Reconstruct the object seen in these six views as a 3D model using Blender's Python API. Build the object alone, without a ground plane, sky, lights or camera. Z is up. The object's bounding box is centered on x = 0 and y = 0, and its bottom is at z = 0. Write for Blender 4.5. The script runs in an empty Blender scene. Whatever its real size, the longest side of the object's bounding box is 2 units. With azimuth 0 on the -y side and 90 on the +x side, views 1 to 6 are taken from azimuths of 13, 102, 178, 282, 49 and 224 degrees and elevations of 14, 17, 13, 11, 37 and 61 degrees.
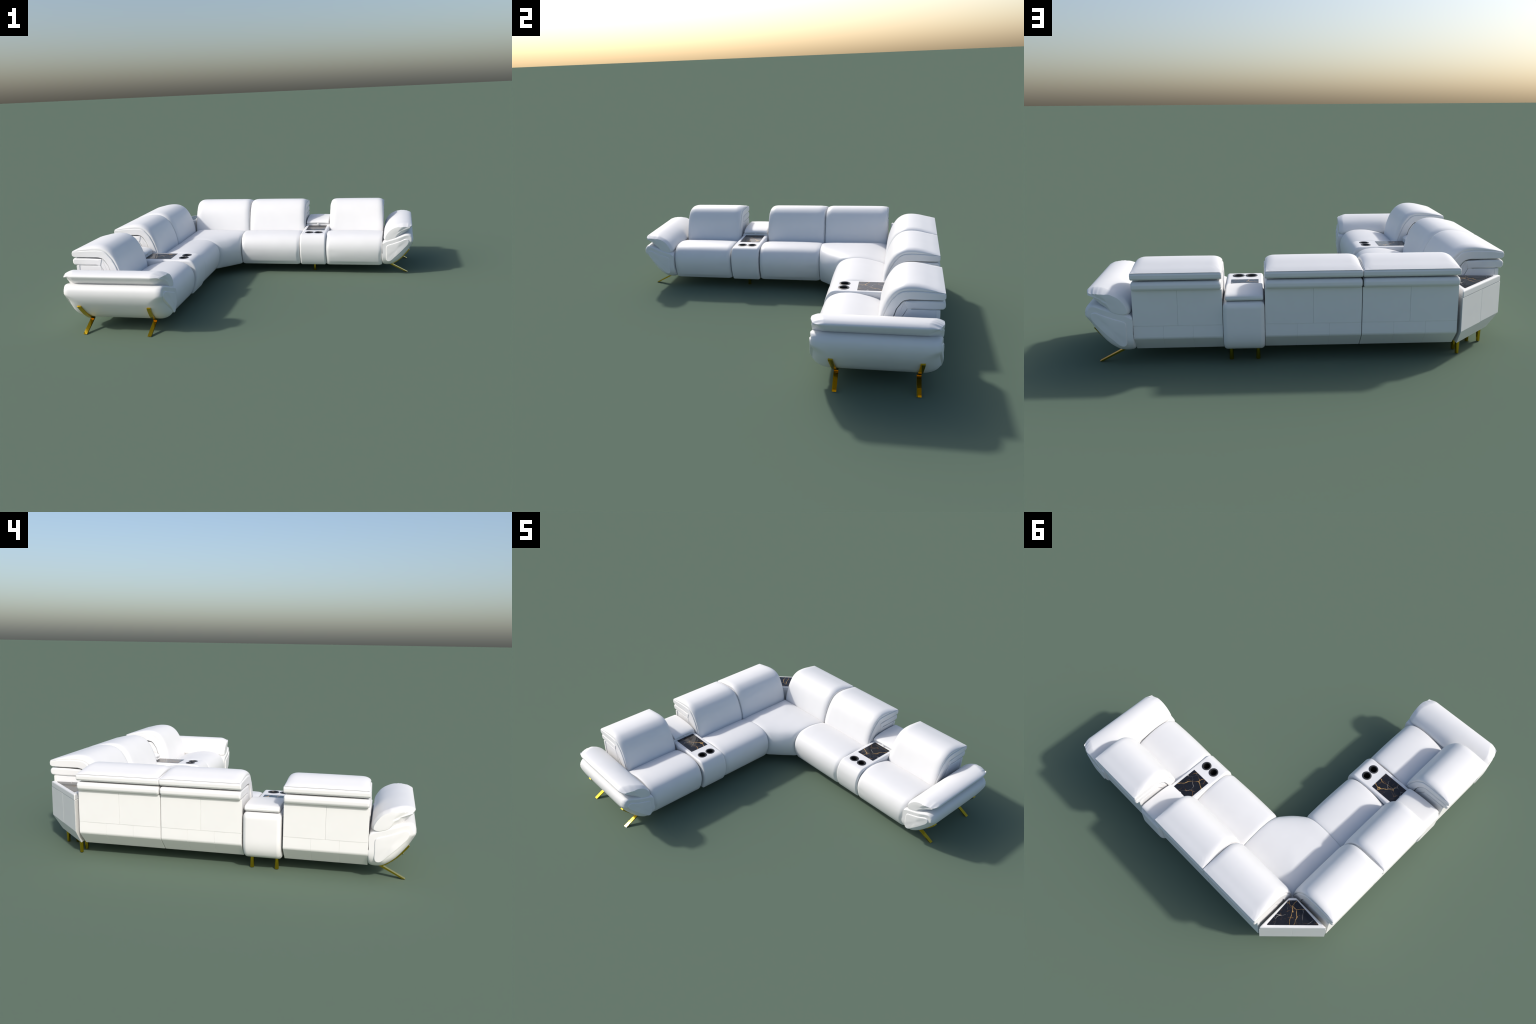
# Corner sofa: two wings of recliner seats meeting at a corner seat, two consoles
# with marble tray and cup holders, pillow armrests on bent brass legs, corner table.
import bpy, bmesh, math
from math import sin, cos, pi, sqrt, hypot
from mathutils import Vector, noise

COL = bpy.context.scene.collection

# ------------------------------------------------------------------ materials
def new_mat(name):
    m = bpy.data.materials.new(name); m.use_nodes = True
    nt = m.node_tree
    return m, nt, nt.nodes["Principled BSDF"]

def N(nt, kind, **kw):
    n = nt.nodes.new(kind)
    for k, v in kw.items():
        if k.startswith("i_"):
            n.inputs[k[2:].replace("_", " ")].default_value = v
        else:
            setattr(n, k, v)
    return n

def leather(name, col, rough=0.5):
    m, nt, b = new_mat(name)
    tc = N(nt, "ShaderNodeTexCoord")
    big = N(nt, "ShaderNodeTexNoise", i_Scale=9.0, i_Detail=3.0)
    ramp = N(nt, "ShaderNodeValToRGB")
    ramp.color_ramp.elements[0].position = 0.3
    ramp.color_ramp.elements[1].position = 0.7
    ramp.color_ramp.elements[0].color = (col[0] * .975, col[1] * .975, col[2] * .975, 1)
    ramp.color_ramp.elements[1].color = (*col, 1)
    grain = N(nt, "ShaderNodeTexVoronoi", i_Scale=420.0)
    bump = N(nt, "ShaderNodeBump", i_Strength=0.04, i_Distance=0.0006)
    nt.links.new(tc.outputs["Object"], big.inputs["Vector"])
    nt.links.new(tc.outputs["Object"], grain.inputs["Vector"])
    nt.links.new(big.outputs["Fac"], ramp.inputs["Fac"])
    nt.links.new(ramp.outputs["Color"], b.inputs["Base Color"])
    nt.links.new(grain.outputs["Distance"], bump.inputs["Height"])
    nt.links.new(bump.outputs["Normal"], b.inputs["Normal"])
    b.inputs["Roughness"].default_value = rough
    b.inputs["Specular IOR Level"].default_value = 0.4
    return m

def marble(name, shift, scale):
    m, nt, b = new_mat(name)
    L = nt.links.new
    tc = N(nt, "ShaderNodeTexCoord")
    mp = N(nt, "ShaderNodeMapping")
    mp.inputs["Location"].default_value = shift
    mp.inputs["Scale"].default_value = (scale, scale, 0.0)
    L(tc.outputs["Object"], mp.inputs["Vector"])
    warp = N(nt, "ShaderNodeTexNoise", i_Scale=1.8, i_Detail=5.0, i_Roughness=0.5)
    L(mp.outputs[0], warp.inputs["Vector"])
    sub = N(nt, "ShaderNodeVectorMath", operation="SUBTRACT")
    sub.inputs[1].default_value = (.5, .5, .5)
    L(warp.outputs["Color"], sub.inputs[0])
    def veins(vscale, width, wamt, seed, lo, hi):
        sc = N(nt, "ShaderNodeVectorMath", operation="SCALE"); sc.inputs["Scale"].default_value = wamt
        L(sub.outputs[0], sc.inputs[0])
        ad = N(nt, "ShaderNodeVectorMath", operation="ADD")
        L(mp.outputs[0], ad.inputs[0]); L(sc.outputs[0], ad.inputs[1])
        of = N(nt, "ShaderNodeVectorMath", operation="ADD"); of.inputs[1].default_value = (seed, seed * 1.7, 0)
        L(ad.outputs[0], of.inputs[0])
        vo = N(nt, "ShaderNodeTexVoronoi", feature="DISTANCE_TO_EDGE", i_Scale=vscale)
        L(of.outputs[0], vo.inputs["Vector"])
        wn = N(nt, "ShaderNodeTexNoise", i_Scale=vscale * 2.0, i_Detail=3.0)
        L(of.outputs[0], wn.inputs["Vector"])
        # vein width changes along its run and dies out in places
        wr = N(nt, "ShaderNodeMapRange")
        wr.inputs["From Min"].default_value = lo; wr.inputs["From Max"].default_value = hi
        wr.inputs["To Min"].default_value = 0.0005; wr.inputs["To Max"].default_value = width
        L(wn.outputs["Fac"], wr.inputs["Value"])
        dv = N(nt, "ShaderNodeMath", operation="DIVIDE")
        L(vo.outputs["Distance"], dv.inputs[0]); L(wr.outputs[0], dv.inputs[1])
        om = N(nt, "ShaderNodeMath", operation="SUBTRACT", use_clamp=True); om.inputs[0].default_value = 1.25
        L(dv.outputs[0], om.inputs[1])
        return om.outputs[0]
    v1 = veins(.62, 0.011, 0.36, 3.1, .42, .66)
    v2 = veins(1.7, 0.014, 0.4, 7.7, .50, .72)
    v3 = veins(.9, 0.008, 0.4, 12.4, .46, .68)
    base = N(nt, "ShaderNodeValToRGB")
    base.color_ramp.elements[0].color = (.006, .0065, .009, 1)
    base.color_ramp.elements[1].color = (.015, .016, .021, 1)
    L(warp.outputs["Fac"], base.inputs["Fac"])
    def mix(fac, a, colour):
        mx = N(nt, "ShaderNodeMix", data_type="RGBA")
        L(fac, mx.inputs[0]); L(a, mx.inputs[6]); mx.inputs[7].default_value = (*colour, 1)
        return mx.outputs[2]
    c = mix(v2, base.outputs["Color"], (.30, .15, .035))
    c = mix(v3, c, (.42, .40, .37))
    c = mix(v1, c, (.60, .36, .12))
    L(c, b.inputs["Base Color"])
    b.inputs["Roughness"].default_value = 0.12
    b.inputs["Specular IOR Level"].default_value = 0.5
    return m

def plain(name, col, rough, metal=0.0):
    m, nt, b = new_mat(name)
    tc = N(nt, "ShaderNodeTexCoord")
    nz = N(nt, "ShaderNodeTexNoise", i_Scale=60.0, i_Detail=2.0)
    mr = N(nt, "ShaderNodeMapRange")
    mr.inputs["To Min"].default_value = rough * .9; mr.inputs["To Max"].default_value = rough * 1.1
    nt.links.new(tc.outputs["Object"], nz.inputs["Vector"])
    nt.links.new(nz.outputs["Fac"], mr.inputs["Value"])
    nt.links.new(mr.outputs[0], b.inputs["Roughness"])
    b.inputs["Base Color"].default_value = (*col, 1)
    b.inputs["Metallic"].default_value = metal
    return m

WHITE = leather("white_leather", (.795, .795, .795))
PANEL = leather("white_leather_back", (.80, .80, .79), .55)
BRASS = plain("polished_brass", (.70, .46, .03), .04, 1.0)
RING = plain("dark_grey_plastic", (.035, .036, .040), .45)
BLACK = plain("black_plastic", (.012, .012, .013), .35)
MARBLE_A = marble("black_gold_marble", (3.3, 1.2, 0), 7.0)
MARBLE_B = marble("black_gold_marble_dense", (.4, 6.1, 0), 10.0)
MARBLE_C = marble("black_gold_marble_table", (9.2, 4.0, 0), 11.0)

# ------------------------------------------------------------------ object helpers
class Wing:
    """Maps (s along the wing, y depth with back at +y, z) to the world."""
    def __init__(self, second=False, a=0.0, b=0.0):
        self.second, self.a, self.b = second, a, b
    def __call__(self, p):
        s, y, z = p
        if self.second:
            return (-y + self.a, -s + self.b, z)
        return (s + self.b, y, z)

def obj_from(name, verts, faces, wing, mat, parent, smooth=40.0, weighted=True):
    flip = wing.second if wing else False
    vs = [Vector(wing(v)) if wing else Vector(v) for v in verts]
    lo = Vector([min(v[k] for v in vs) for k in range(3)])
    hi = Vector([max(v[k] for v in vs) for k in range(3)])
    c = (lo + hi) / 2; c.z = lo.z
    me = bpy.data.meshes.new(name)
    me.from_pydata([v - c for v in vs], [], [tuple(f) for f in faces])
    bm = bmesh.new(); bm.from_mesh(me)
    bmesh.ops.remove_doubles(bm, verts=bm.verts, dist=1e-5)
    bmesh.ops.recalc_face_normals(bm, faces=bm.faces)
    bm.to_mesh(me); bm.free()
    me.shade_smooth()
    me.set_sharp_from_angle(angle=math.radians(smooth))
    me.materials.append(mat)
    ob = bpy.data.objects.new(name, me)
    COL.objects.link(ob)
    place(ob, c, parent)
    if weighted:
        w = ob.modifiers.new("weighted", "WEIGHTED_NORMAL"); w.keep_sharp = True
    return ob

WORLD = {}
def place(ob, loc, parent):
    WORLD[ob.name] = Vector(loc)
    if parent:
        ob.parent = parent
        ob.location = Vector(loc) - WORLD[parent.name]
    else:
        ob.location = loc

# ------------------------------------------------------------------ 2D profiles
def spline(pts, n=6, closed=True):
    out = []; m = len(pts)
    segs = m if closed else m - 1
    for i in range(segs):
        if closed:
            p0, p1, p2, p3 = (pts[(i + k - 1) % m] for k in range(4))
        else:
            p0, p1, p2, p3 = pts[max(i - 1, 0)], pts[i], pts[i + 1], pts[min(i + 2, m - 1)]
        # centripetal parametrisation keeps tight corners from overshooting
        t0 = 0; d = lambda a, b: max(hypot(a[0] - b[0], a[1] - b[1]), 1e-6) ** .5
        t1 = t0 + d(p0, p1); t2 = t1 + d(p1, p2); t3 = t2 + d(p2, p3)
        for k in range(n):
            t = t1 + (t2 - t1) * k / n
            q = []
            for c in range(2):
                A1 = p1[c] if t1 - t0 < 1e-2 else (t1 - t) / (t1 - t0) * p0[c] + (t - t0) / (t1 - t0) * p1[c]
                A2 = (t2 - t) / (t2 - t1) * p1[c] + (t - t1) / (t2 - t1) * p2[c]
                A3 = p2[c] if t3 - t2 < 1e-2 else (t3 - t) / (t3 - t2) * p2[c] + (t - t2) / (t3 - t2) * p3[c]
                B1 = (t2 - t) / (t2 - t0) * A1 + (t - t0) / (t2 - t0) * A2
                B2 = (t3 - t) / (t3 - t1) * A2 + (t - t1) / (t3 - t1) * A3
                q.append((t2 - t) / (t2 - t1) * B1 + (t - t1) / (t2 - t1) * B2)
            out.append(tuple(q))
    if not closed:
        out.append(tuple(pts[-1]))
    return out

def filleted(pts, seg=5, step=0.04):
    """Polygon of (a, b, radius) with rounded corners, long edges subdivided."""
    m = len(pts); ring = []
    for i in range(m):
        p, a, c = Vector(pts[i][:2]), Vector(pts[i - 1][:2]), Vector(pts[(i + 1) % m][:2])
        r = pts[i][2]
        u, v = (a - p), (c - p)
        lu, lv = u.length, v.length
        u.normalize(); v.normalize()
        ang = math.acos(max(-1, min(1, u.dot(v))))
        if r <= 0 or ang > 3.1:
            ring.append([tuple(p)]); continue
        t = min(r / math.tan(ang / 2), lu * .49, lv * .49)
        p1, p2 = p + u * t, p + v * t
        arc = []
        for k in range(seg + 1):
            f = k / seg
            q = (1 - f) ** 2 * p1 + 2 * f * (1 - f) * (p * .82 + (p1 + p2) * .09) + f * f * p2
            arc.append(tuple(q))
        ring.append(arc)
    out = []
    for i in range(m):
        out += ring[i]
        e0, e1 = Vector(ring[i][-1]), Vector(ring[(i + 1) % m][0])
        L = (e1 - e0).length
        k = int(L / step)
        for j in range(1, k + 1):
            out.append(tuple(e0.lerp(e1, j / (k + 1))))
    return out

def normals2d(p):
    m = len(p); area = sum(p[i][0] * p[(i + 1) % m][1] - p[(i + 1) % m][0] * p[i][1] for i in range(m))
    sg = 1 if area > 0 else -1
    out = []
    for i in range(m):
        dx = p[(i + 1) % m][0] - p[i - 1][0]; dy = p[(i + 1) % m][1] - p[i - 1][1]
        l = hypot(dx, dy) or 1
        out.append((sg * dy / l, -sg * dx / l))
    return out

def val(f, p, n):
    return f(p, n) if callable(f) else f

def rounded_extrude(prof, x0, x1, inset=0.005, rx=0.005, dome=0.0, steps=5, mids=6,
                    end0=None, end1=None, dome_w=None, order="x", cap="ngon", cap_dome=0.0, wobble=None, taper=None):
    """Extrude a closed profile from x0 to x1 and round the rim at both ends.
    inset / rx / end0 / end1 may depend on the profile point. order 'x': profile is (y, z);
    order 'y': profile is (s, z) and the extrusion runs in depth."""
    nn = normals2d(prof); m = len(prof)
    secs = []
    def rim(k):
        if taper:           # pinched, almost conical end instead of a round one
            return k / steps, (1 - k / steps) ** taper
        f = k / steps * pi / 2
        return 1 - cos(f), 1 - sin(f)
    for k in range(steps + 1):
        secs.append((0, *rim(k)))
    for k in range(1, mids):
        secs.append((2, k / mids, 0))
    for k in range(steps, -1, -1):
        secs.append((1, *rim(k)))
    verts, faces = [], []
    cx = sum(p[0] for p in prof) / m; cz = sum(p[1] for p in prof) / m
    def put(x, a, b):
        verts.append((x, a, b) if order == "x" else (a, x, b))
    for (kind, fx, fi) in secs:
        for p, n in zip(prof, nn):
            e0 = end0(p) if end0 else x0
            e1 = end1(p) if end1 else x1
            r = val(rx, p, n)
            if kind == 0: x = e0 + r * fx
            elif kind == 1: x = e1 - r * fx
            else: x = e0 + r + (e1 - e0 - 2 * r) * fx
            u = (x - e0) / (e1 - e0)
            iv = val(inset, p, n)
            if isinstance(iv, tuple):
                off, sx, sz = 0.0, iv[0] * fi, iv[1] * fi
            else:
                off, sx, sz = -iv * fi, 0.0, 0.0
            if dome:
                w = dome_w(p, n) if dome_w else 1.0
                off += dome * w * (1 - (2 * u - 1) ** 2)
            if wobble: off += wobble(p, n, x, e0, e1)
            put(x, p[0] + n[0] * off + sx, p[1] + n[1] * off + sz)
    for j in range(len(secs) - 1):
        for i in range(m):
            k = (i + 1) % m
            faces.append((j * m + i, j * m + k, (j + 1) * m + k, (j + 1) * m + i))
    def capped(base, sgn):
        if cap == "ngon":
            faces.append(tuple(range(base, base + m))); return
        ring = [verts[base + i] for i in range(m)]
        c = [sum(v[k] for v in ring) / m for k in range(3)]
        prev = base
        ax = 0 if order == "x" else 1
        for f in (.85, .65, .4, .15):
            st = len(verts)
            for v in ring:
                q = [c[k] + (v[k] - c[k]) * f for k in range(3)]
                q[ax] += sgn * cap_dome * (1 - f ** 2)
                verts.append(tuple(q))
            for i in range(m):
                k = (i + 1) % m
                faces.append((prev + i, prev + k, st + k, st + i))
            prev = st
        faces.append(tuple(range(prev, prev + m)))
    capped(0, -1); capped((len(secs) - 1) * m, 1)
    return verts, faces

def smooth01(t):
    t = max(0.0, min(1.0, t)); return t * t * (3 - 2 * t)

# ------------------------------------------------------------------ profiles of the seat (y, z)
SEAT = spline([(.74, .20), (.700, .235), (.668, .258), (.61, .276), (.55, .288), (.49, .290), (.436, .282),
               (.400, .264), (.376, .232), (.366, .195), (.368, .155), (.381, .110), (.397, .078), (.409, .0655),
               (.46, .064), (.60, .064), (.74, .064), (.76, .12)], 4)
SEAM = [(.990, .4455), (.960, .448), (.925, .451), (.88, .4535), (.84, .4545), (.805, .452), (.772, .440), (.740, .404),
        (.717, .360), (.700, .310), (.690, .265), (.688, .23)]
CROWN = [(.990, .4465), (.963, .457), (.930, .466), (.885, .477), (.835, .482), (.790, .476), (.748, .451), (.716, .408),
         (.695, .358), (.682, .310), (.676, .265), (.678, .23)]
BAND = [(.988, .4455, .006), (.9925, .436, .006), (.992, .420, .008), (.980, .4115, .006), (.90, .411, 0), (.825, .411, .0),
        (.800, .405, 0), (.787, .394, 0), (.765, .362, 0), (.752, .322, 0), (.744, .27, 0), (.742, .24, 0), (.690, .24, 0),
        (.692, .268, 0), (.702, .310, 0), (.719, .3585, 0), (.742, .4025, 0), (.774, .438, 0), (.790, .4475, 0), (.806, .4505, 0),
        (.84, .453, 0), (.88, .452, 0), (.925, .4495, 0), (.96, .4468, 0)]
ROLL = [(.803, .4015, .005), (.90, .4055, 0), (.984, .4045, .014), (.9925, .392, .012), (.9925, .376, .012), (.984, .3635, .012), (.90, .3615, 0),
        (.815, .3625, .004)]
WEDGE = [(.835, .395, .002), (.799, .400, .002), (.789, .390, 0), (.767, .359, 0), (.754, .320, 0), (.747, .268, 0), (.742, .23, .001), (.835, .23, .001)]
CORE = [(.886, .069, .002), (.955, .140, .002), (.955, .400, .002), (.80, .395, .002), (.775, .365, 0), (.76, .31, 0), (.755, .24, 0), (.70, .23, 0), (.70, .069, 0)]
FRAME = [(.889, .0675, .002), (.9575, .138, .002), (.9575, .3600, .002), (.815, .3600, .003), (.803, .31, 0), (.80, .24, 0), (.74, .23, 0), (.74, .0675, 0)]
PANEL_UP = [(.968, .1958, .0007), (.968, .362, .003), (.950, .362, .001), (.950, .1958, 0)]
PANEL_LOW = [(.9672, .1955, .0007), (.950, .1955, 0), (.950, .142, .0), (.890, .075, .0), (.900, .064, .003), (.9682, .136, .020)]

def backrest_cushion(x0, x1):
    sm, cr = spline(SEAM, 4, False), spline(CROWN, 4, False)
    m = len(sm); R = 0.048; G = .0030
    ts = [R * (1 - cos(k / 9 * pi / 2)) for k in range(10)]
    rim = {0: (.0055, -.10), 1: (.0020, .06)}      # the rim tucks back under, so a dark seam line stays open
    xs = [x0 + G + t for t in ts]
    mid = 12; a, b = xs[-1], x1 - G - R
    xs += [a + (b - a) * k / mid for k in range(1, mid)]
    xs += [x1 - G - t for t in reversed(ts)]
    verts, faces = [], []
    last_j = len(xs) - 1
    for j, x in enumerate(xs):
        t = min(x - x0 - G, x1 - G - x)
        u = max(0, min(1, t / R))
        f = max(0, 1 - (1 - u) ** 2.2) ** (1 / 2.2)
        f *= 0.965 + 0.035 * (1 - (2 * (x - x0) / (x1 - x0) - 1) ** 2)
        k = min(j, last_j - j)
        if k in rim:
            x = x + rim[k][0] * (1 if j < last_j / 2 else -1); f = rim[k][1]
        for i in range(m):
            y = sm[i][0] + (cr[i][0] - sm[i][0]) * f
            z = sm[i][1] + (cr[i][1] - sm[i][1]) * f
            # leather puckers that radiate from the two rear corners
            g = i / m
            if g < .36:
                dy, dx = .99 - y, t + .004
                rad = hypot(dy, dx); an = math.atan2(dy, dx)
                z += .0016 * sin(an * 17 + x0 * 40) * smooth01(1 - rad / .085) * smooth01(t / .012) * smooth01(dy / .012)
            verts.append((x, y, z))
    for j in range(len(xs) - 1):
        for i in range(m - 1):
            faces.append((j * m + i, j * m + i + 1, (j + 1) * m + i + 1, (j + 1) * m + i))
    # underside that sinks into the band
    n0 = len(verts)
    for x in (xs[0] + .0055, xs[-1] - .0055):
        for i in range(m):
            k = min(i, m - 1)
            verts.append((x, sm[k][0] + (.004 if i > m * .45 else -.002), sm[k][1] - .008))
    last = (len(xs) - 1) * m
    for i in range(m - 1):
        faces.append((i, i + 1, n0 + i + 1, n0 + i))
        faces.append((last + i, last + i + 1, n0 + m + i + 1, n0 + m + i))
        faces.append((n0 + i, n0 + i + 1, n0 + m + i + 1, n0 + m + i))
    return verts, faces

def seat_inset(p, n):
    front = smooth01((.46 - p[0]) / .10)
    return .007 + .013 * front if p[1] > .08 else .012

def seat_dome_w(p, n):
    return 1.0 if (n[1] > .2 or n[0] < -.3) and p[1] > .09 else 0.0

def seat_dent(p, n, x, e0, e1):
    """small vertical pucker low on the front, near one end seam, and a softer fold at the other"""
    if n[0] > -.3: return 0.0
    a = math.exp(-((e1 - x - .016) / .005) ** 2) * smooth01((p[1] - .10) / .03) * smooth01((.185 - p[1]) / .05)
    b = math.exp(-((p[1] - .165) / .02) ** 2) * smooth01((.10 - (x - e0)) / .07) * smooth01((x - e0 - .004) / .03)
    return -.0035 * a - .0022 * b

def seat_section(x0, x1, wing, sofa, with_seat=True):
    core = obj_from("seat_section", *rounded_extrude(filleted(CORE), x0 + .012, x1 - .012, .002, .002, mids=2, steps=2), wing, WHITE, sofa)
    obj_from("backrest_frame", *rounded_extrude(filleted(FRAME, 3), x0 + .0045, x1 - .0045, .002, .003, mids=2, steps=3), wing, WHITE, core)
    if with_seat:
        obj_from("seat_cushion", *rounded_extrude(SEAT, x0 + .001, x1 - .001, seat_inset, .030, dome=.004, dome_w=seat_dome_w,
                 steps=7, mids=12, wobble=seat_dent), wing, WHITE, core)
    obj_from("backrest_band", *rounded_extrude(filleted(BAND, 4, .02), x0 + .0005, x1 - .0005, .0042, .0055, mids=4, steps=5), wing, WHITE, core)
    obj_from("backrest_cushion", *backrest_cushion(x0, x1), wing, WHITE, core, smooth=60)
    obj_from("headrest_roll", *rounded_extrude(filleted(ROLL, 5, .03), x0 + .0025, x1 - .0025, lambda p, n: .003 if p[0] < .83 else .010, .010, mids=4, steps=6), wing, WHITE, core)
    obj_from("backrest_side", *rounded_extrude(filleted(WEDGE, 3, .02), x0 + .0058, x1 - .0058, .003, .003, mids=3, steps=3), wing, WHITE, core)
    g = .0002
    xm = (x0 + x1) / 2
    up = filleted(PANEL_UP, 3, .05)
    rear = lambda p, n: 1.0 if n[0] > .7 else 0.0
    for a, b in ((x0 + .001, xm), (xm, x1 - .001)):
        obj_from("back_panel", *rounded_extrude(up, a + g, b - g, .0009, .0012, dome=.0008, dome_w=rear, mids=6, steps=3), wing, PANEL, core)
    low = filleted(PANEL_LOW, 4, .02)
    w = (x1 - x0 - .002) / 3
    for k in range(3):
        obj_from("lower_back_panel", *rounded_extrude(low, x0 + .001 + w * k, x0 + .001 + w * (k + 1) - g * .5, .0009, .0012, mids=3, steps=3), wing, PANEL, core)
    return core

# ------------------------------------------------------------------ console
CONSOLE_BELLY = spline([(.93, .0655), (.70, .064), (.46, .064), (.409, .0655), (.397, .078), (.381, .110), (.3685, .155), (.366, .195), (.371, .232), (.386, .264), (.404, .284), (.424, .2910), (.45, .2915)], 4, False)
CONSOLE_BACK = spline([(.962, .3025), (.978, .2970), (.9865, .281), (.988, .262), (.989, .20), (.988, .145), (.979, .108), (.960, .080), (.93, .0655)], 4, False)[:-1]
CONSOLE = [(.737, .3025)] + [(.857, .3030)] + CONSOLE_BACK + CONSOLE_BELLY + [(.55, .2915), (.65, .2915), (.735, .2915)]
LID = spline([(.735, .3035), (.85, .3045), (.962, .3065), (.972, .311), (.976, .319), (.971, .329), (.955, .3355), (.91, .3385), (.85, .3385), (.80, .3355), (.764, .3300),
              (.742, .3225), (.7305, .3130), (.730, .3065)], 4)

def lathe(name, prof, n, loc, mats, parent, smooth=35):
    """prof: list of (radius, z, material index)"""
    verts, faces, mi = [], [], []
    m = len(prof)
    for k in range(n):
        a = 2 * pi * k / n
        for r, z, _ in prof:
            verts.append((r * cos(a), r * sin(a), z))
    for k in range(n):
        q = (k + 1) % n
        for i in range(m - 1):
            faces.append((k * m + i, q * m + i, q * m + i + 1, k * m + i + 1)); mi.append(prof[i][2])
    me = bpy.data.meshes.new(name)
    me.from_pydata(verts, [], faces)
    for mt in mats: me.materials.append(mt)
    for p, i in zip(me.polygons, mi): p.material_index = i
    bm = bmesh.new(); bm.from_mesh(me)
    bmesh.ops.remove_doubles(bm, verts=bm.verts, dist=1e-6)
    bmesh.ops.dissolve_degenerate(bm, edges=bm.edges, dist=1e-7)
    bmesh.ops.recalc_face_normals(bm, faces=bm.faces)
    bm.to_mesh(me); bm.free()
    me.shade_smooth(); me.set_sharp_from_angle(angle=math.radians(smooth))
    return me

CUP_MESH = lathe("cup_holder", [(.0, -.058, 1), (.019, -.058, 1), (.0205, -.054, 1), (.0215, -.006, 1), (.0222, .0005, 0), (.0235, .0022, 0), (.0300, .0022, 0),
                                (.0318, .0010, 0), (.0318, -.0015, 0), (.0255, -.003, 0), (.0250, -.062, 1), (.0, -.062, 1)], 48, None, (RING, BLACK), None)
LEG_MESH = lathe("leg", [(0, .070, 0), (.0092, .070, 0), (.0092, .050, 0), (.0108, .002, 0), (.0098, 0, 0), (0, 0, 0)], 28, None, (BRASS,), None)
TABLE_LEG_MESH = lathe("table_leg", [(0, .070, 0), (.0115, .070, 0), (.0090, .002, 0), (.0082, 0, 0), (0, 0, 0)], 28, None, (BRASS,), None)

def instance(name, me, loc, parent):
    ob = bpy.data.objects.new(name, me); COL.objects.link(ob)
    place(ob, Vector(loc), parent)
    return ob

def box_plate(x0, x1, y0, y1, z0, z1, bev=.0008):
    p = [(y0, z0, 0), (y1, z0, 0), (y1, z1, bev), (y0, z1, bev)]
    return rounded_extrude(filleted(p, 2, 1), x0, x1, bev, bev, mids=2, steps=2)

def console(x0, x1, wing, sofa, marb):
    xc = (x0 + x1) / 2
    side = lambda p, n: .013 + .009 * smooth01((p[0] - .90) / .06)
    body = obj_from("console", *rounded_extrude(CONSOLE, x0, x1, side, side, steps=6, mids=2), wing, WHITE, sofa)
    # wells for the cup holders
    cups = [wing((xc + d, .4715, .2915)) for d in (-.0335, .0335)]
    cut = bmesh.new()
    for c in cups:
        r = bmesh.ops.create_cone(cut, cap_ends=True, segments=40, radius1=.0285, radius2=.0285, depth=.13)
        bmesh.ops.translate(cut, verts=r["verts"], vec=Vector(c))
    cme = bpy.data.meshes.new("well_cutter"); cut.to_mesh(cme); cut.free()
    cob = bpy.data.objects.new("well_cutter", cme); COL.objects.link(cob)
    body.modifiers.clear()
    md = body.modifiers.new("wells", "BOOLEAN"); md.object = cob; md.operation = "DIFFERENCE"; md.solver = "EXACT"
    bpy.context.view_layer.update()
    dg = bpy.context.evaluated_depsgraph_get()
    me = bpy.data.meshes.new_from_object(body.evaluated_get(dg))
    old = body.data; body.modifiers.clear(); body.data = me; me.name = "console"
    bpy.data.meshes.remove(old); bpy.data.objects.remove(cob); bpy.data.meshes.remove(cme)
    me.set_sharp_from_angle(angle=math.radians(40))
    w = body.modifiers.new("weighted", "WEIGHTED_NORMAL"); w.keep_sharp = True
    for c in cups:
        instance("cup_holder", CUP_MESH, c, body)
    obj_from("marble_tray", *box_plate(xc - .0695, xc + .0695, .548, .727, .2885, .2928), wing, marb, body)
    lid = obj_from("console_lid", *rounded_extrude(LID, x0 + .006, x1 - .011, .0055, .008, steps=6, mids=6, dome=.0025, dome_w=lambda p, n: 1.0 if n[1] > .5 else 0.0), wing, WHITE, body)
    obj_from("lid_tab", *box_plate(xc - .006, xc + .006, .7235, .732, .3035, .3065), wing, WHITE, lid)
    for s, y in ((xc - .0625, .889), (xc + .0625, .889), (xc, .494)):
        q = wing((s, y, 0))
        instance("leg", LEG_MESH, (q[0], q[1], 0), body)

# ------------------------------------------------------------------ armrest
ARM = spline([(.783, .075), (.795, .066), (.838, .066), (.868, .080), (.910, .111), (.948, .152), (.977, .192), (.992, .226), (.9965, .252),
              (.992, .278), (.976, .296), (.947, .300), (.90, .286), (.85, .268), (.795, .249), (.783, .236), (.783, .16)], 4)
PILLOW = spline([(.797, .252), (.790, .268), (.799, .298), (.826, .334), (.866, .358), (.912, .371), (.950, .371), (.975, .364), (.988, .353),
                 (.977, .331), (.947, .304), (.903, .273), (.860, .254), (.820, .246)], 5)

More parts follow.
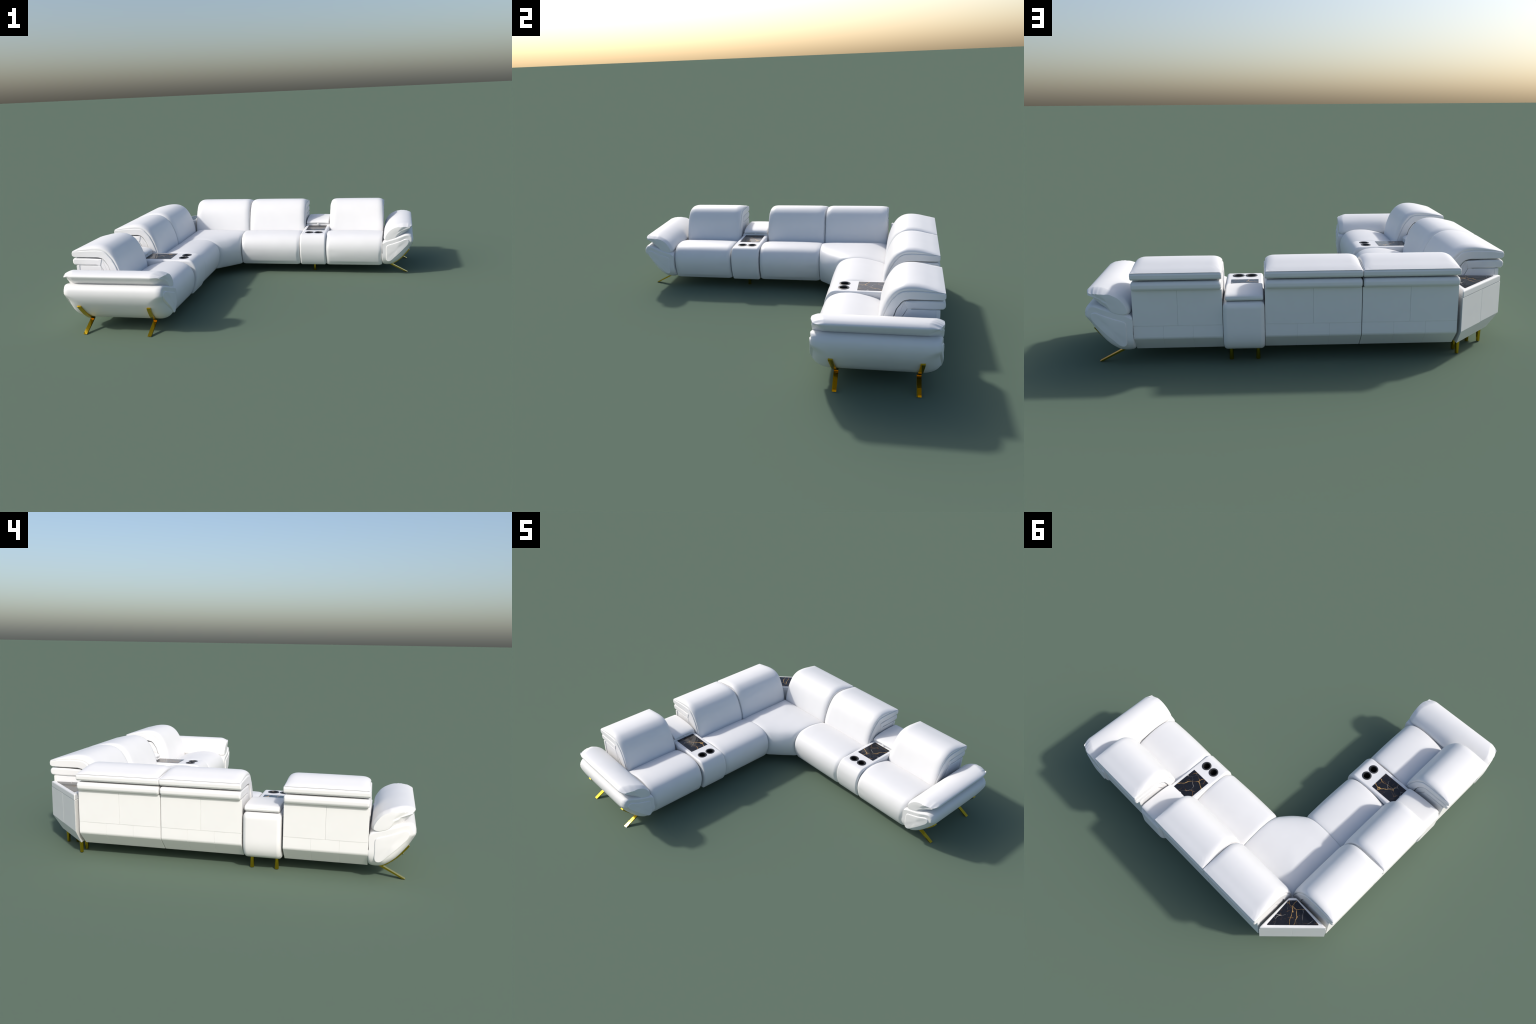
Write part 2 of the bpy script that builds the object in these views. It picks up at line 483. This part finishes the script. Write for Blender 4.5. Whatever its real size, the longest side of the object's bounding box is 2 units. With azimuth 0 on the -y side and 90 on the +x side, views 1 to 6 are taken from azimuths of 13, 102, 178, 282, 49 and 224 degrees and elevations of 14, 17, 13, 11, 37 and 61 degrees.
def armrest(wing, sofa):
    # the ends are upright faces; the belly rolls under with a much larger radius
    under = lambda n: smooth01((-n[1] - .05) / .55)
    def arm_in(p, n):
        u = under(n)
        r = .012 + .044 * u + .006 * (1 - u) * smooth01((p[0] - .96) / .03)
        w = smooth01((p[0] - .81) / .075)
        lift = .085 * max(0.0, 1 - (p[1] - .066) / .10) if p[0] < .89 else 0.0
        top = .012 * smooth01((n[1] - .1) / .5)
        return (-n[0] * r * w, -n[1] * r * w + (lift - top) * (1 - w))
    def arm_rx(p, n): return .020 + .068 * max(under(n), smooth01((.15 - p[1]) / .05)) + .018 * smooth01((p[0] - .96) / .03)
    Y0, Y1 = .3675, .9805
    swing = lambda p: .013 * smooth01((p[0] - .885) / .10)
    def arm_wrinkle(p, n, y, e0, e1):
        d = min(y - e0, e1 - y)
        return .0009 * sin(p[1] * 480) * smooth01(1 - d / .05) * smooth01((p[0] - .962) / .015) * smooth01((p[1] - .225) / .02)
    v, f = rounded_extrude(ARM, Y0, Y1, arm_in, arm_rx, order="y", cap="fan", cap_dome=.003, steps=10, mids=16, wobble=arm_wrinkle,
                           end0=lambda p: Y0 + swing(p), end1=lambda p: Y1 - .85 * swing(p))
    body = obj_from("armrest", v, f, wing, WHITE, sofa)
    # stitched end panels, front and back
    inner = spline([(.811, .112), (.822, .103), (.840, .106), (.872, .135), (.905, .167), (.936, .199), (.958, .224), (.966, .245),
                    (.962, .260), (.946, .266), (.90, .250), (.85, .233), (.818, .222), (.810, .213), (.809, .16)], 4)
    lean = lambda p: .004 * smooth01((.165 - p[1]) / .06) + .85 * swing(p)
    for a, b, sg in ((Y0 - .0042, Y0 + .020, 1), (Y1 - .020, Y1 + .0042, -1)):
        v, f = rounded_extrude(inner, a, b, .005, .004, order="y", cap="fan", cap_dome=.0035, steps=4, mids=2,
                               end0=lambda p, a=a, sg=sg: a + sg * lean(p), end1=lambda p, b=b, sg=sg: b + sg * lean(p))
        obj_from("end_panel", v, f, wing, WHITE, body)
    # pillow
    def pfront(p): return .374 + .016 * smooth01((p[0] - .905) / .075)
    def prear(p): return .983 - .018 * smooth01((p[0] - .905) / .075)
    def pw(p, n, y, e0, e1):
        d = min(y - e0, e1 - y)
        near = smooth01(1 - d / .085)
        ang = math.atan2(p[1] - .352, p[0] - .93)
        k = .0014 * near * sin(ang * 11 + (2 if y < .6 else 0)) * smooth01((p[0] - .84) / .08)
        k += .0008 * near * noise.noise((p[0] * 50, y * 18, p[1] * 50))
        return k
    def pin(p, n):
        outer = smooth01((p[0] - .86) / .06)
        top = smooth01((n[1] - .1) / .5); bot = smooth01((-n[1] - .1) / .5)
        tip = smooth01((p[0] - .972) / .012)
        return .011 + outer * (.009 * top + .022 * bot) * (1 - tip) + .008 * tip
    def prx(p, n): return .034 + .022 * smooth01((p[0] - .86) / .08)
    v, f = rounded_extrude(PILLOW, 0, 1, pin, prx, end0=pfront, end1=prear, order="y", cap="fan", cap_dome=.005, steps=10, mids=18, wobble=pw, taper=1.55)
    obj_from("armrest_pillow", v, f, wing, WHITE, body)
    # bent flat-bar legs
    path = [(.967, .1735), (.954, .1560), (.941, .1400), (.916, .1120), (.889, .0890), (.868, .0740), (.851, .0645), (.838, .0600)]
    for y, lean in ((.484, -.013), (.878, .012)):
        hw, th = .0113, .0068
        outer, inner_ = [], []
        for i, (px, pz) in enumerate(path):
            a = path[max(i - 1, 0)]; b = path[min(i + 1, len(path) - 1)]
            dx, dz = b[0] - a[0], b[1] - a[1]; l = hypot(dx, dz)
            nx, nz = -dz / l, dx / l      # points out and down
            outer.append((px + nx * th * .9, pz + nz * th * .9)); inner_.append((px - nx * th * .6, pz - nz * th * .6))
        verts, faces = [], []
        def strip(oo, ii, ymid):
            st = len(verts)
            for (o, q, ym) in zip(oo, ii, ymid):
                verts.extend([(o[0], ym - hw, o[1]), (o[0], ym + hw, o[1]), (q[0], ym + hw, q[1]), (q[0], ym - hw, q[1])])
            for k in range(len(oo) - 1):
                for j in range(4):
                    faces.append((st + k * 4 + j, st + k * 4 + (j + 1) % 4, st + k * 4 + 4 + (j + 1) % 4, st + k * 4 + 4 + j))
            faces.append((st, st + 1, st + 2, st + 3)); e = st + (len(oo) - 1) * 4
            faces.append((e, e + 1, e + 2, e + 3))
        ym = [y + lean * (p[1] - .0605) / .10 for p in path]
        # foot turns back under the body and runs out to the floor
        oo = outer + [(.8355, .0545), (.946, .0)]
        ii = inner_ + [(.840, .0655), (.9605, .0)]
        oo[-3] = (.838, .0575)
        strip(outer[:-1] + [(.842, .0575)], inner_[:-1] + [(.834, .066)], ym)
        strip([(.833, .0575), (.946, .0)], [(.838, .0650), (.9605, .0)], [y, y])
        leg = obj_from("bent_leg", verts, faces, wing, BRASS, body, smooth=30, weighted=False)

# ------------------------------------------------------------------ corner seat
def corner_seat(sofa):
    # side boundaries follow the neighbouring seats, front runs across the diagonal
    ax, by = -.2515, .2405
    yc, xc = .668, -.678
    F0, F1 = Vector((ax, .368)), Vector((-.376, by))
    Ra, Rm, Rb = Vector((ax, yc)), Vector((xc, yc)), Vector((xc, by))
    L0 = .668 - .366
    nv = 40; m = len(SEAT); nn = normals2d(SEAT)
    verts, faces = [], []
    rows = []
    for j in range(nv + 1):
        v = j / nv
        # cluster rows near both ends for the rounding
        v = .5 - .5 * cos(pi * v) if True else v
        R = Ra.lerp(Rm, v * 2) if v <= .5 else Rm.lerp(Rb, v * 2 - 1)
        F = F0.lerp(F1, v) + Vector((1, -1)).normalized() * .012 * (1 - (2 * v - 1) ** 2)
        # ease the rear point so that the sections fan evenly
        D = F - R; L = D.length; D.normalize()
        edge = min(v, 1 - v) * (F1 - F0).length * 1.6
        fi = 1 - sqrt(max(0, 1 - (1 - min(1, edge / .03)) ** 2))
        for p, n in zip(SEAT, nn):
            off = -seat_inset(p, n) * fi
            y = p[0] + n[0] * off; z = p[1] + n[1] * off
            q = .668 - y
            k = smooth01(q / .26)
            q2 = q + (L - L0) * k
            if q < 0: q2 = q
            w = smooth01(q2 / .1) * smooth01((L - q2) / .12) if p[1] > .2 else 0
            z += .006 * w * (1 - (2 * v - 1) ** 2)
            P = R + D * q2
            verts.append((P.x, P.y, z))
    for j in range(nv):
        for i in range(m):
            k = (i + 1) % m
            faces.append((j * m + i, j * m + k, (j + 1) * m + k, (j + 1) * m + i))
    faces.append(tuple(range(m))); faces.append(tuple(range(nv * m, nv * m + m)))
    obj_from("corner_seat", verts, faces, None, WHITE, sofa)

# ------------------------------------------------------------------ corner table
def prism(pts, z0, z1, bev, seg=3, low=None):
    """Vertical prism over a plan polygon with rounded top and bottom rims."""
    def shrunk(r):
        k = len(pts); P = [Vector(p) for p in pts]
        area = sum(P[i].x * P[(i + 1) % k].y - P[(i + 1) % k].x * P[i].y for i in range(k))
        sg = 1 if area > 0 else -1
        out = []
        for i in range(k):
            d0 = (P[i] - P[i - 1]).normalized(); d1 = (P[(i + 1) % k] - P[i]).normalized()
            n0 = Vector((-d0.y, d0.x)) * sg; n1 = Vector((-d1.y, d1.x)) * sg
            q = P[i] + (n0 + n1) * (r / (1 + n0.dot(n1)))
            out.append((q.x, q.y, .004))
        return filleted(out, 3, 9)
    m = len(shrunk(0))
    secs = [(z0 + (low or bev) * (1 - cos(k / seg * pi / 2)), (low or bev) * (1 - sin(k / seg * pi / 2))) for k in range(seg + 1)]
    secs += [(z1 - bev * (1 - cos(k / seg * pi / 2)), bev * (1 - sin(k / seg * pi / 2))) for k in range(seg, -1, -1)]
    verts, faces = [], []
    for z, r in secs:
        for p in shrunk(r):
            verts.append((p[0], p[1], z))
    for j in range(len(secs) - 1):
        for i in range(m):
            k = (i + 1) % m
            faces.append((j * m + i, j * m + k, (j + 1) * m + k, (j + 1) * m + i))
    faces.append(tuple(range(m))); faces.append(tuple(range((len(secs) - 1) * m, len(secs) * m)))
    return verts, faces

def corner_table(sofa):
    rl, rr = Vector((-.707, .975)), Vector((-.9815, .698))
    il, ir = Vector((-.703, .727)), Vector((-.733, .696))
    out = (Vector((-1, 1))).normalized()
    def loft(quads):
        verts, faces = [], []
        for q in quads: verts += q
        k = len(quads[0])
        for j in range(len(quads) - 1):
            for i in range(k):
                faces.append((j * k + i, j * k + (i + 1) % k, (j + 1) * k + (i + 1) % k, (j + 1) * k + i))
        faces.append(tuple(range(k))); faces.append(tuple(range((len(quads) - 1) * k, len(quads) * k)))
        return verts, faces
    # cabinet in two halves with a seam in the middle of the rear face
    mid_r, mid_i = (rl + rr) / 2, (il + ir) / 2
    body = None
    for a, b, c, d in ((rl, mid_r, mid_i, il), (mid_r, rr, ir, mid_i)):
        quads = []
        for z, back in ((.0655, .057), (.141, 0), (.3035, 0)):
            sh = -out * back * .7071
            # sides stay on their planes while the rear leans in
            def rearp(p):
                q = p + sh
                if p is rl: q = Vector((rl.x, rl.y - back * 1.0))
                if p is rr: q = Vector((rr.x + back * 1.0, rr.y))
                return q
            def i3(p): return (p.x, p.y, z)
            quads.append([i3(rearp(a)), i3(rearp(b)), i3(d if False else c), i3(d)])
        v, f = loft(quads)
        # hairline gap between the halves
        ob = obj_from("corner_table" if body is None else "table_side", v, f, None, PANEL, body or sofa, smooth=25, weighted=False)
        bv = ob.modifiers.new("bevel", "BEVEL"); bv.width = .0012 if body else .0012; bv.segments = 2; bv.limit_method = "ANGLE"; bv.angle_limit = .4
        if body is None: body = ob
    top = [rl + Vector((-.0005, .001)), rr + Vector((-.001, .0005)), ir, il]
    rim = obj_from("table_rim", *prism([tuple(p) for p in top], .3042, .3368, .0090, 6, .003), None, WHITE, body)
    plate = [(-.7265, .935), (-.942, .7175), (-.7475, .7045), (-.7125, .7395)]
    obj_from("marble_table_top", *prism(plate, .333, .3375, .0006, 2), None, MARBLE_C, body)
    for x, y in ((-.725, .875), (-.880, .719), (-.722, .821), (-.823, .718)):
        instance("table_leg", TABLE_LEG_MESH, (x, y, 0), body)

# ------------------------------------------------------------------ build
sofa = bpy.data.objects.new("corner_sofa", None)
COL.objects.link(sofa); place(sofa, (0, 0, 0), None)
sofa["label"] = "white leather corner sofa with marble consoles and brass legs"
sofa["category"] = "sofa"

A_SEAT, B_SEAT = Wing(), Wing(True, -.0085, 0)
A_FIX, B_FIX = Wing(), Wing(True, .004, .004)
B_CON = Wing(True, .003, 0)

for x0, x1, seat in ((.379, .783, True), (-.2505, .1895, True), (-.6905, -.2515, False)):
    seat_section(x0, x1, A_SEAT, sofa, seat)
for x0, x1, seat in ((.372, .777, True), (-.2410, .1705, True), (-.6790, -.2420, False)):
    seat_section(x0, x1, B_SEAT, sofa, seat)
console(.1905, .3780, A_FIX, sofa, MARBLE_A)
console(.1745, .3630, B_CON, sofa, MARBLE_B)
armrest(Wing(False, 0, .001), sofa)
armrest(B_FIX, sofa)
corner_seat(sofa)
corner_table(sofa)
